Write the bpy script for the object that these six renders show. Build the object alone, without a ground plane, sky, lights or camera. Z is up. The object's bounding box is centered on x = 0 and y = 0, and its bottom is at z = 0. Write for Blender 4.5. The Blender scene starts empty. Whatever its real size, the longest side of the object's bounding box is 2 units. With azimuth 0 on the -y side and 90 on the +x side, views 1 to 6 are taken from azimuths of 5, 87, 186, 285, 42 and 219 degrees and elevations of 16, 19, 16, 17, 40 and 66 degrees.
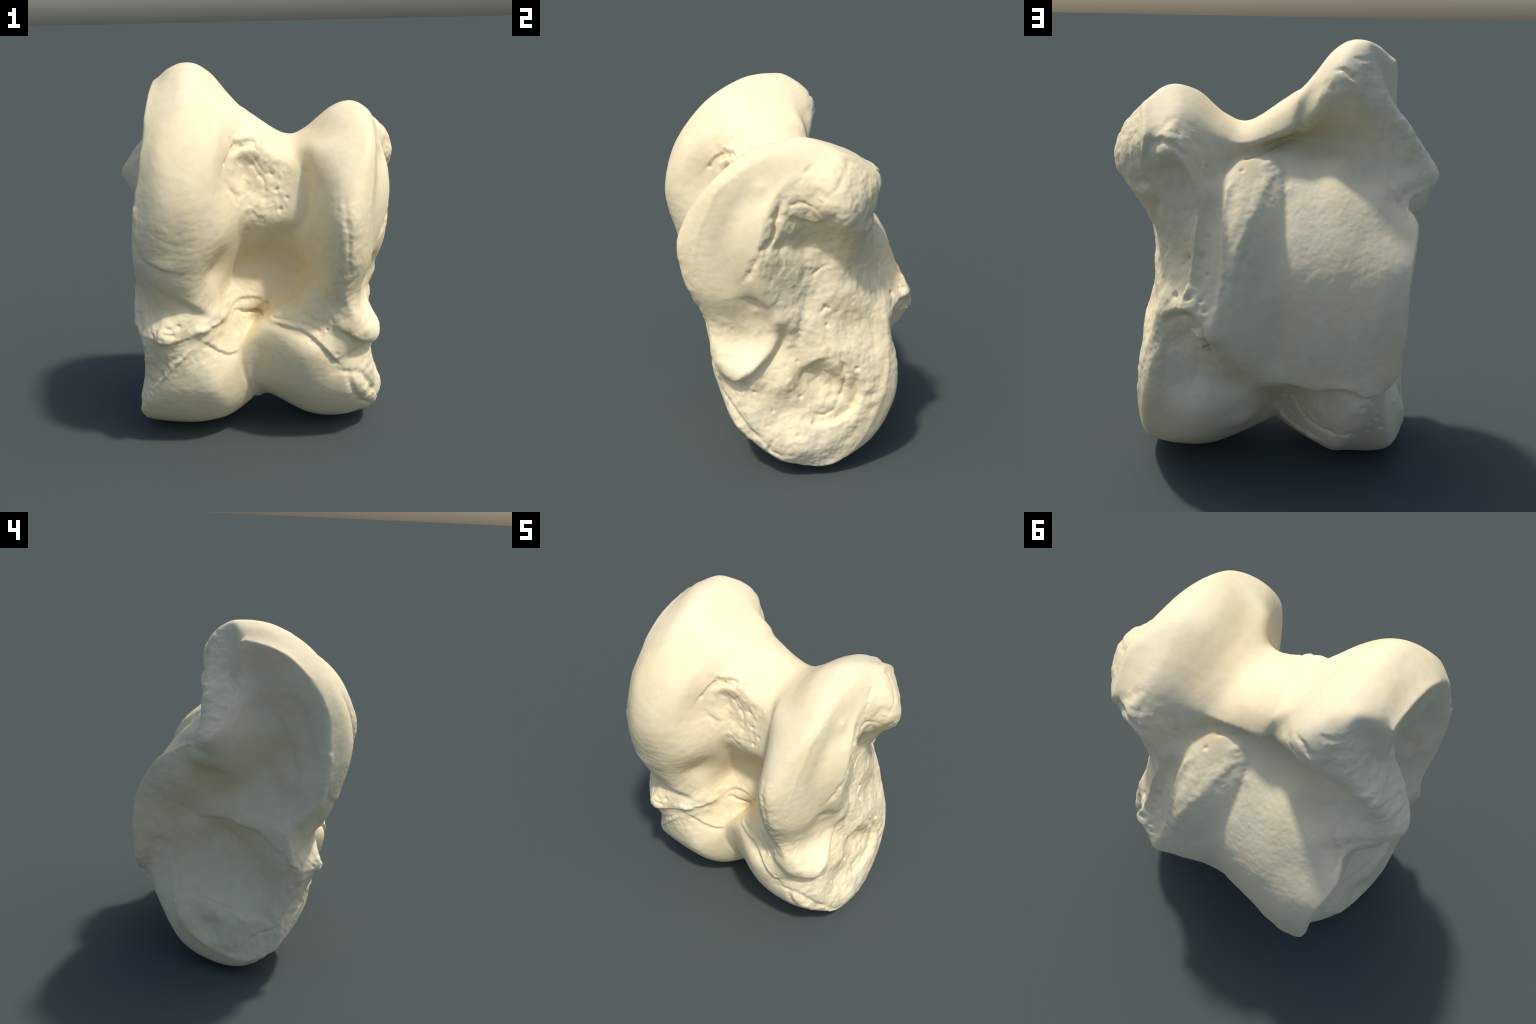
"""An ankle bone (double-pulley heel bone of a hoofed animal), bleached cream.

The body is lofted through closed loops that run round the bone like the
strings round a double pulley: over the top roller, down the front, across the
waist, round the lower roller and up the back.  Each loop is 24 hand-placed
(x, y, z) points, always in the same order (top back -> top -> front -> waist ->
lower roller -> back facet -> rear groove).  The two flat ends are closed by
relief faces (x as a thin-plate function of y, z).  The result is re-meshed to
an even grid, faired, and then worked over with sculpt strokes (ridges,
creases, undercuts), pits and bone-grain noise, and split into its parts.
"""
import bpy, math
import numpy as np
from mathutils import kdtree

VOXEL = 0.0055

# ---- the loops round the bone, from the medial to the lateral edge
L = {}
L['medial_rim'] = np.array([
    (-0.524, -0.027, 1.636), (-0.521, -0.048, 1.849), (-0.508, -0.08, 1.914), (-0.494, -0.326, 1.839),
    (-0.501, -0.529, 1.606), (-0.549, -0.574, 1.295), (-0.561, -0.543, 1.088), (-0.583, -0.409, 0.906),
    (-0.598, -0.421, 0.746), (-0.547, -0.483, 0.606), (-0.581, -0.384, 0.405), (-0.615, -0.355, 0.193),
    (-0.648, -0.121, 0.108), (-0.628, 0.206, 0.271), (-0.52, 0.307, 0.53), (-0.54, 0.367, 0.731),
    (-0.599, 0.477, 0.729), (-0.611, 0.517, 0.787), (-0.615, 0.492, 1.009), (-0.641, 0.385, 1.237),
    (-0.597, 0.23, 1.326), (-0.727, 0.016, 1.425), (-0.513, -0.082, 1.69), (-0.533, -0.07, 1.681),
])
L['medial_shoulder'] = np.array([
    (-0.42, 0.033, 1.923), (-0.433, -0.036, 1.968), (-0.403, -0.177, 1.961), (-0.381, -0.395, 1.842),
    (-0.406, -0.585, 1.619), (-0.424, -0.645, 1.345), (-0.443, -0.607, 1.095), (-0.468, -0.505, 0.896),
    (-0.487, -0.464, 0.786), (-0.488, -0.511, 0.66), (-0.501, -0.447, 0.484), (-0.567, -0.385, 0.232),
    (-0.605, -0.139, 0.043), (-0.572, 0.202, 0.104), (-0.536, 0.406, 0.412), (-0.542, 0.444, 0.616),
    (-0.585, 0.501, 0.607), (-0.522, 0.535, 0.673), (-0.495, 0.543, 0.921), (-0.492, 0.45, 1.166),
    (-0.482, 0.296, 1.344), (-0.638, 0.119, 1.447), (-0.609, 0.103, 1.595), (-0.488, 0.108, 1.754),
])
L['medial_crest'] = np.array([
    (-0.363, 0.094, 1.955), (-0.326, -0.016, 1.996), (-0.304, -0.208, 1.97), (-0.299, -0.418, 1.843),
    (-0.314, -0.584, 1.621), (-0.326, -0.661, 1.368), (-0.347, -0.616, 1.117), (-0.358, -0.531, 0.905),
    (-0.385, -0.494, 0.807), (-0.412, -0.533, 0.677), (-0.418, -0.487, 0.543), (-0.443, -0.422, 0.281),
    (-0.453, -0.186, 0.041), (-0.439, 0.131, 0.03), (-0.448, 0.366, 0.263), (-0.497, 0.49, 0.451),
    (-0.485, 0.513, 0.493), (-0.435, 0.531, 0.589), (-0.392, 0.553, 0.85), (-0.373, 0.481, 1.115),
    (-0.369, 0.326, 1.333), (-0.415, 0.164, 1.442), (-0.491, 0.124, 1.548), (-0.407, 0.166, 1.778),
])
L['medial_inner'] = np.array([
    (-0.257, 0.19, 1.865), (-0.23, 0.027, 1.939), (-0.227, -0.182, 1.93), (-0.221, -0.385, 1.818),
    (-0.22, -0.555, 1.622), (-0.236, -0.634, 1.393), (-0.237, -0.591, 1.151), (-0.264, -0.516, 0.942),
    (-0.281, -0.497, 0.806), (-0.315, -0.483, 0.703), (-0.312, -0.472, 0.579), (-0.31, -0.435, 0.313),
    (-0.3, -0.23, 0.07), (-0.304, 0.071, 0.02), (-0.331, 0.319, 0.135), (-0.358, 0.442, 0.327),
    (-0.346, 0.464, 0.453), (-0.342, 0.513, 0.544), (-0.313, 0.551, 0.808), (-0.295, 0.499, 1.077),
    (-0.299, 0.346, 1.315), (-0.294, 0.188, 1.461), (-0.332, 0.082, 1.549), (-0.35, 0.195, 1.736),
])
L['medial_slope'] = np.array([
    (-0.147, 0.162, 1.664), (-0.149, 0.086, 1.824), (-0.157, -0.112, 1.849), (-0.146, -0.318, 1.776),
    (-0.154, -0.492, 1.623), (-0.158, -0.55, 1.421), (-0.145, -0.512, 1.195), (-0.181, -0.413, 1.004),
    (-0.202, -0.389, 0.827), (-0.204, -0.426, 0.726), (-0.219, -0.417, 0.598), (-0.189, -0.426, 0.346),
    (-0.151, -0.237, 0.12), (-0.177, 0.033, 0.066), (-0.209, 0.248, 0.134), (-0.221, 0.35, 0.313),
    (-0.219, 0.387, 0.469), (-0.217, 0.491, 0.522), (-0.21, 0.539, 0.762), (-0.205, 0.504, 1.043),
    (-0.203, 0.356, 1.292), (-0.188, 0.175, 1.452), (-0.193, 0.045, 1.537), (-0.195, 0.091, 1.626),
])
L['medial_wall'] = np.array([
    (-0.102, 0.134, 1.613), (-0.09, 0.121, 1.747), (-0.093, -0.042, 1.78), (-0.086, -0.241, 1.733),
    (-0.118, -0.398, 1.611), (-0.126, -0.408, 1.45), (-0.093, -0.377, 1.25), (-0.1, -0.285, 1.068),
    (-0.14, -0.205, 0.881), (-0.125, -0.241, 0.747), (-0.118, -0.262, 0.63), (-0.1, -0.337, 0.427),
    (-0.039, -0.202, 0.211), (-0.059, -0.001, 0.125), (-0.091, 0.176, 0.161), (-0.101, 0.263, 0.342),
    (-0.12, 0.347, 0.479), (-0.13, 0.478, 0.519), (-0.119, 0.526, 0.724), (-0.122, 0.504, 1.019),
    (-0.099, 0.36, 1.275), (-0.075, 0.171, 1.478), (-0.078, 0.052, 1.558), (-0.099, 0.075, 1.581),
])
L['fossa_edge'] = np.array([
    (-0.089, 0.146, 1.616), (-0.074, 0.118, 1.728), (-0.051, -0.015, 1.755), (-0.046, -0.182, 1.706),
    (-0.083, -0.322, 1.602), (-0.086, -0.337, 1.458), (-0.045, -0.319, 1.258), (-0.06, -0.227, 1.09),
    (-0.095, -0.15, 0.92), (-0.063, -0.199, 0.753), (-0.044, -0.212, 0.661), (-0.076, -0.31, 0.498),
    (-0.041, -0.234, 0.263), (-0.03, -0.044, 0.148), (-0.044, 0.145, 0.171), (-0.055, 0.239, 0.356),
    (-0.083, 0.347, 0.485), (-0.096, 0.475, 0.516), (-0.081, 0.515, 0.714), (-0.088, 0.504, 1.009),
    (-0.067, 0.362, 1.259), (-0.034, 0.174, 1.479), (-0.032, 0.063, 1.548), (-0.063, 0.088, 1.586),
])
L['fossa'] = np.array([
    (-0.038, 0.174, 1.604), (-0.03, 0.114, 1.693), (-0.004, -0.005, 1.722), (0.006, -0.155, 1.678),
    (-0.002, -0.28, 1.603), (-0.006, -0.274, 1.446), (0.033, -0.292, 1.239), (0.017, -0.198, 1.094),
    (0.007, -0.119, 0.952), (0.031, -0.183, 0.771), (0.013, -0.17, 0.676), (-0.048, -0.305, 0.552),
    (-0.03, -0.256, 0.31), (-0.001, -0.078, 0.158), (-0.01, 0.121, 0.179), (-0.021, 0.24, 0.353),
    (-0.046, 0.366, 0.482), (-0.052, 0.483, 0.515), (-0.037, 0.523, 0.711), (-0.05, 0.512, 0.993),
    (-0.035, 0.394, 1.261), (0.003, 0.203, 1.47), (0.013, 0.09, 1.538), (-0.011, 0.114, 1.578),
])
L['groove'] = np.array([
    (0.144, 0.202, 1.553), (0.151, 0.116, 1.604), (0.152, -0.005, 1.624), (0.178, -0.131, 1.592),
    (0.218, -0.215, 1.526), (0.252, -0.261, 1.41), (0.258, -0.273, 1.239), (0.196, -0.214, 1.115),
    (0.206, -0.13, 0.962), (0.188, -0.168, 0.803), (0.133, -0.302, 0.743), (0.068, -0.343, 0.615),
    (0.028, -0.269, 0.346), (0.068, -0.084, 0.173), (0.064, 0.123, 0.138), (0.079, 0.305, 0.27),
    (0.086, 0.446, 0.416), (0.108, 0.502, 0.535), (0.102, 0.597, 0.705), (0.092, 0.587, 0.93),
    (0.11, 0.508, 1.246), (0.138, 0.339, 1.422), (0.141, 0.205, 1.502), (0.135, 0.194, 1.529),
])
L['lateral_slope'] = np.array([
    (0.268, 0.239, 1.605), (0.257, 0.105, 1.639), (0.274, -0.041, 1.648), (0.308, -0.179, 1.63),
    (0.337, -0.305, 1.579), (0.338, -0.353, 1.437), (0.308, -0.361, 1.264), (0.28, -0.339, 1.108),
    (0.313, -0.284, 0.934), (0.295, -0.332, 0.835), (0.281, -0.366, 0.704), (0.279, -0.428, 0.541),
    (0.259, -0.332, 0.288), (0.271, -0.111, 0.08), (0.282, 0.145, 0.039), (0.283, 0.389, 0.182),
    (0.262, 0.527, 0.378), (0.248, 0.533, 0.572), (0.207, 0.621, 0.748), (0.222, 0.652, 0.851),
    (0.263, 0.492, 1.145), (0.252, 0.396, 1.359), (0.273, 0.334, 1.417), (0.271, 0.3, 1.516),
])
L['lateral_crest'] = np.array([
    (0.381, 0.279, 1.688), (0.391, 0.076, 1.749), (0.415, -0.075, 1.749), (0.473, -0.209, 1.72),
    (0.53, -0.36, 1.607), (0.459, -0.478, 1.455), (0.449, -0.538, 1.273), (0.44, -0.523, 1.1),
    (0.405, -0.45, 0.914), (0.451, -0.413, 0.814), (0.466, -0.406, 0.679), (0.444, -0.389, 0.537),
    (0.44, -0.34, 0.29), (0.436, -0.118, 0.067), (0.442, 0.141, 0.028), (0.445, 0.404, 0.164),
    (0.437, 0.524, 0.384), (0.39, 0.536, 0.587), (0.345, 0.561, 0.787), (0.336, 0.621, 0.9),
    (0.31, 0.547, 1.151), (0.304, 0.459, 1.332), (0.34, 0.463, 1.451), (0.371, 0.434, 1.557),
])
L['lateral_band'] = np.array([
    (0.447, 0.331, 1.684), (0.489, 0.105, 1.779), (0.551, -0.005, 1.767), (0.586, -0.145, 1.73),
    (0.604, -0.317, 1.613), (0.579, -0.447, 1.447), (0.559, -0.5, 1.26), (0.554, -0.478, 1.065),
    (0.528, -0.413, 0.904), (0.528, -0.383, 0.786), (0.586, -0.367, 0.655), (0.535, -0.332, 0.54),
    (0.561, -0.317, 0.323), (0.566, -0.119, 0.105), (0.565, 0.124, 0.053), (0.565, 0.37, 0.161),
    (0.544, 0.505, 0.371), (0.5, 0.541, 0.576), (0.427, 0.527, 0.786), (0.322, 0.571, 0.955),
    (0.307, 0.5, 1.11), (0.344, 0.43, 1.293), (0.376, 0.425, 1.456), (0.434, 0.457, 1.56),
])
L['lateral_rim'] = np.array([
    (0.533, 0.434, 1.593), (0.577, 0.28, 1.71), (0.602, 0.183, 1.707), (0.629, 0.077, 1.671),
    (0.656, -0.054, 1.586), (0.69, -0.133, 1.45), (0.692, -0.173, 1.256), (0.654, -0.163, 1.02),
    (0.582, -0.137, 0.883), (0.579, -0.135, 0.76), (0.65, -0.24, 0.62), (0.605, -0.272, 0.518),
    (0.628, -0.24, 0.351), (0.646, -0.132, 0.16), (0.626, 0.104, 0.072), (0.619, 0.273, 0.132),
    (0.606, 0.407, 0.346), (0.568, 0.478, 0.558), (0.494, 0.481, 0.773), (0.441, 0.471, 0.964),
    (0.394, 0.442, 1.08), (0.435, 0.412, 1.204), (0.518, 0.399, 1.389), (0.557, 0.408, 1.458),
])
# ---- relief of the two end faces: (y, z, x)
MED = np.array([
    (-0.3, 1.65, -0.501), (-0.3, 1.4, -0.431), (-0.15, 1.55, -0.467), (-0.4, 1.2, -0.526), (-0.2, 1.2, -0.397),
    (0, 1.2, -0.592), (0.1, 1.1, -0.506), (0.25, 0.95, -0.513), (-0.2, 0.95, -0.506), (-0.35, 0.9, -0.597),
    (0, 0.7, -0.421), (0.2, 0.7, -0.457), (-0.3, 0.65, -0.55), (-0.45, 0.7, -0.558), (0, 0.35, -0.615),
    (0.1, 0.2, -0.62), (-0.15, 0.25, -0.622), (0.19, 0.91, -0.467), (0.06, 0.89, -0.469), (-0.06, 0.87, -0.502),
    (-0.2, 0.84, -0.527), (0.17, 0.8, -0.47), (0.02, 0.78, -0.366), (-0.12, 0.74, -0.446), (0.15, 0.44, -0.566),
    (0, 0.45, -0.527), (-0.16, 0.38, -0.592), (0.27, 0.28, -0.556), (0.05, 0.3, -0.589), (0.05, 0.12, -0.651),
    (0.06, 1.03, -0.451), (0.2, 1.08, -0.564), (-0.1, 1.05, -0.425), (-0.3, 1.05, -0.474), (-0.25, 1.52, -0.441),
    (-0.35, 1.3, -0.416), (-0.1, 1.35, -0.567), (0, 0.58, -0.433), (0.3, 0.6, -0.504), (0.38, 0.75, -0.558),
    (-0.4, 0.52, -0.564), (-0.2, 0.55, -0.487), (-0.3, 0.25, -0.602),
])
LAT = np.array([
    (0.1, 1.55, 0.679), (0.15, 1.62, 0.692), (0.35, 1.4, 0.606), (0.05, 1.3, 0.561), (0.2, 1.3, 0.581),
    (0.3, 1.25, 0.577), (0.15, 1, 0.567), (0.3, 1, 0.528), (0, 0.5, 0.606), (-0.1, 0.4, 0.614),
    (0.2, 0.2, 0.644), (0, 0.2, 0.683), (-0.15, 0.6, 0.605), (0.15, 1.51, 0.716), (0.24, 1.41, 0.706),
    (0.33, 1.48, 0.657), (0.4, 1.35, 0.648), (0.02, 1.19, 0.602), (0.15, 1.19, 0.542), (0.06, 1.45, 0.635),
    (-0.03, 1.35, 0.644), (0.27, 0.59, 0.609), (0.23, 0.45, 0.594), (0.09, 0.35, 0.622), (-0.05, 0.56, 0.633),
    (0.33, 0.44, 0.597), (0.38, 0.63, 0.576), (0.3, 0.83, 0.527), (0.05, 0.84, 0.602), (-0.09, 0.9, 0.633),
    (-0.06, 1.04, 0.629), (0.05, 1, 0.569), (-0.2, 0.42, 0.627), (-0.18, 0.25, 0.648), (0, 0.13, 0.658),
    (0.17, 0.12, 0.629), (0.35, 0.9, 0.518), (0.2, 0.68, 0.627), (0.06, 0.6, 0.584),
])
CEN = {'med': (-0.05, 1.0), 'lat': (0.15, 0.95)}

# ---- sculpt strokes: radius, height (negative cuts), points
STROKES = {
    'band_hollow': (0.08, -0.02, [(0.641, -0.14, 1.595), (0.646, -0.259, 1.476), (0.636, -0.326, 1.332), (0.631, -0.317, 1.174), (0.629, -0.269, 1.058), (0.602, -0.195, 0.944)]),
    'facet_crest': (0.03, 0.007, [(0.017, 0.225, 1.459), (0.035, 0.34, 1.379), (0.059, 0.449, 1.297), (0.091, 0.521, 1.206), (0.13, 0.563, 1.087), (0.144, 0.596, 0.971)]),
    'facet_vale': (0.055, -0.008, [(-0.065, 0.28, 1.365), (-0.056, 0.357, 1.28), (-0.038, 0.446, 1.176), (-0.006, 0.517, 1.047), (0.024, 0.558, 0.916)]),
    'facet_bevel': (0.028, -0.005, [(0.151, 0.398, 1.372), (0.156, 0.477, 1.282), (0.164, 0.525, 1.179)]),
    'patch_edge': (0.02, -0.014, [(-0.11, -0.376, 1.425), (-0.085, -0.352, 1.377), (-0.06, -0.331, 1.35)]),
    'patch_groove': (0.018, -0.016, [(-0.087, -0.325, 1.608), (-0.054, -0.3, 1.607), (0.015, -0.271, 1.603)]),
    'patch_fissure': (0.012, -0.007, [(-0.015, -0.286, 1.534), (0.035, -0.267, 1.468), (0.07, -0.268, 1.396), (0.061, -0.286, 1.311)]),
    'patch_fissure2': (0.01, -0.005, [(0.013, -0.281, 1.56), (0.061, -0.263, 1.47), (0.104, -0.257, 1.461)]),
    'neck_cord': (0.018, 0.012, [(-0.312, -0.479, 0.682), (-0.238, -0.453, 0.697), (-0.175, -0.367, 0.711), (-0.143, -0.281, 0.738)]),
    'cross_groove_upper': (0.012, -0.008, [(0.095, -0.291, 0.72), (0.121, -0.329, 0.715), (0.189, -0.35, 0.712), (0.298, -0.376, 0.689), (0.355, -0.397, 0.657)]),
    'crest_edge': (0.018, 0.003, [(0.604, -0.176, 1.694), (0.605, -0.34, 1.582), (0.597, -0.411, 1.454), (0.583, -0.458, 1.323), (0.569, -0.477, 1.175), (0.553, -0.455, 1.019)]),
    'crest_rough_rim': (0.012, -0.005, [(0.474, -0.534, 1.341), (0.483, -0.554, 1.233), (0.486, -0.542, 1.12), (0.495, -0.492, 0.99)]),
    'fossa_mark': (0.01, -0.01, [(0.258, -0.247, 1.48), (0.284, -0.269, 1.472), (0.297, -0.285, 1.479)]),
    'condyle_end_groove': (0.016, -0.009, [(0.494, -0.361, 0.427), (0.511, -0.348, 0.346), (0.554, -0.269, 0.24), (0.624, -0.135, 0.149)]),
    'condyle_end_knob': (0.03, 0.012, [(0.542, -0.34, 0.397), (0.567, -0.305, 0.306), (0.621, -0.185, 0.201)]),
    'condyle_side_groove': (0.02, -0.01, [(-0.417, -0.489, 0.551), (-0.456, -0.468, 0.477), (-0.492, -0.448, 0.415), (-0.54, -0.423, 0.344)]),
    'condyle_side_ridge': (0.012, 0.008, [(-0.312, -0.474, 0.594), (-0.39, -0.481, 0.52), (-0.458, -0.463, 0.437), (-0.531, -0.428, 0.351)]),
    'knob_fold': (0.014, -0.012, [(0.646, 0.048, 1.631), (0.636, 0.088, 1.664), (0.63, 0.119, 1.677)]),
    'rim_undercut': (0.02, -0.024, [(0.66, -0.045, 1.524), (0.672, -0.076, 1.448), (0.677, -0.095, 1.363), (0.687, -0.145, 1.293)]),
    'rim_undercut_low': (0.016, -0.012, [(0.69, -0.159, 1.28), (0.673, -0.208, 1.199), (0.652, -0.241, 1.13)]),
    'knob_fissure': (0.012, -0.007, [(0.719, 0.177, 1.568), (0.704, 0.215, 1.59)]),
    'knob_furrow': (0.012, -0.007, [(0.657, -0.031, 1.497), (0.652, 0.04, 1.512), (0.679, 0.111, 1.485)]),
    'hollow_ledge_tail': (0.014, -0.01, [(0.567, 0.082, 1.118), (0.551, 0.129, 1.142), (0.544, 0.171, 1.155)]),
    'pit_side': (0.014, -0.012, [(0.625, 0.215, 0.675), (0.616, 0.244, 0.618), (0.599, 0.248, 0.52), (0.598, 0.212, 0.419)]),
    'pit_bottom': (0.012, -0.01, [(0.615, 0.081, 0.371), (0.613, 0.151, 0.365), (0.601, 0.209, 0.402)]),
    'pit_pad': (0.03, 0.012, [(0.591, 0.089, 0.488), (0.592, 0.155, 0.468), (0.594, 0.205, 0.444)]),
    'rim_band': (0.03, 0.008, [(0.579, 0.391, 0.602), (0.595, 0.378, 0.476), (0.606, 0.336, 0.371), (0.627, 0.25, 0.282), (0.649, 0.158, 0.235)]),
    'face_furrow': (0.03, -0.01, [(0.566, 0.085, 0.995), (0.604, 0.034, 0.88), (0.597, 0.002, 0.744), (0.602, -0.049, 0.662)]),
    'face_fissure': (0.01, -0.008, [(0.568, 0.164, 0.958), (0.578, 0.123, 0.914)]),
    'heel_furrow': (0.02, -0.01, [(0.42, -0.387, 0.449), (0.558, -0.329, 0.41), (0.61, -0.253, 0.307), (0.65, -0.164, 0.234)]),
    'heel_ridge': (0.014, -0.01, [(0.656, -0.133, 0.25), (0.649, -0.147, 0.192), (0.656, -0.073, 0.155)]),
    'facet_edge': (0.018, 0.01, [(0.163, 0.355, 1.41), (0.185, 0.413, 1.346), (0.188, 0.472, 1.26), (0.18, 0.528, 1.154), (0.175, 0.574, 1.037), (0.185, 0.618, 0.924), (0.195, 0.65, 0.843)]),
    'facet_spike': (0.022, 0.01, [(0.05, 0.26, 1.449), (0.018, 0.218, 1.465), (-0.019, 0.223, 1.441)]),
    'facet_edge_furrow': (0.022, -0.006, [(0.225, 0.43, 1.297), (0.21, 0.494, 1.192), (0.198, 0.549, 1.081), (0.202, 0.611, 0.94)]),
    'rim_crease': (0.012, -0.012, [(0.129, 0.238, 1.483), (0.072, 0.177, 1.505), (0.005, 0.086, 1.538), (-0.087, 0.109, 1.591), (-0.164, 0.161, 1.663)]),
    'crest_rough_groove': (0.012, -0.014, [(-0.252, 0.182, 1.873), (-0.288, 0.188, 1.878), (-0.317, 0.198, 1.852), (-0.345, 0.181, 1.862)]),
    'crest_rough_shelf': (0.016, 0.01, [(-0.235, 0.197, 1.773), (-0.289, 0.206, 1.787), (-0.35, 0.205, 1.781)]),
    'recess_furrow': (0.012, -0.012, [(-0.131, 0.306, 0.395), (-0.149, 0.294, 0.321), (-0.206, 0.319, 0.26), (-0.291, 0.376, 0.248), (-0.387, 0.413, 0.262)]),
    'recess_lip': (0.02, 0.01, [(-0.015, 0.185, 0.259), (-0.087, 0.199, 0.199), (-0.175, 0.258, 0.177), (-0.263, 0.31, 0.159)]),
    'facet_side_step': (0.014, -0.012, [(-0.5, 0.197, 1.409), (-0.535, 0.253, 1.354), (-0.587, 0.287, 1.303), (-0.601, 0.365, 1.258)]),
    'ring_trough': (0.05, -0.012, [(-0.499, -0.286, 1.66), (-0.483, -0.383, 1.565), (-0.476, -0.436, 1.447), (-0.502, -0.466, 1.315), (-0.547, -0.435, 1.186), (-0.509, -0.335, 1.034)]),
    'ring_inner': (0.03, 0.005, [(-0.444, -0.203, 1.56), (-0.447, -0.298, 1.505), (-0.43, -0.359, 1.369), (-0.479, -0.38, 1.241), (-0.464, -0.31, 1.096)]),
    'wall_fold': (0.014, 0.006, [(-0.513, -0.074, 1.884), (-0.506, -0.08, 1.746), (-0.544, -0.091, 1.638), (-0.592, -0.079, 1.543), (-0.655, -0.056, 1.453)]),
    'shoulder_knob': (0.03, 0.01, [(-0.431, -0.506, 0.746), (-0.438, -0.528, 0.695), (-0.45, -0.525, 0.648)]),
    'shoulder_under': (0.016, -0.012, [(-0.524, -0.494, 0.623), (-0.555, -0.454, 0.575), (-0.563, -0.41, 0.518)]),
    'medial_boss': (0.022, 0.008, [(-0.528, -0.536, 1.355), (-0.537, -0.576, 1.344), (-0.546, -0.565, 1.301)]),
    'heel_crack': (0.01, -0.01, [(-0.63, -0.169, 0.182), (-0.607, -0.243, 0.266), (-0.596, -0.314, 0.301), (-0.587, -0.38, 0.344)]),
}
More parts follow.
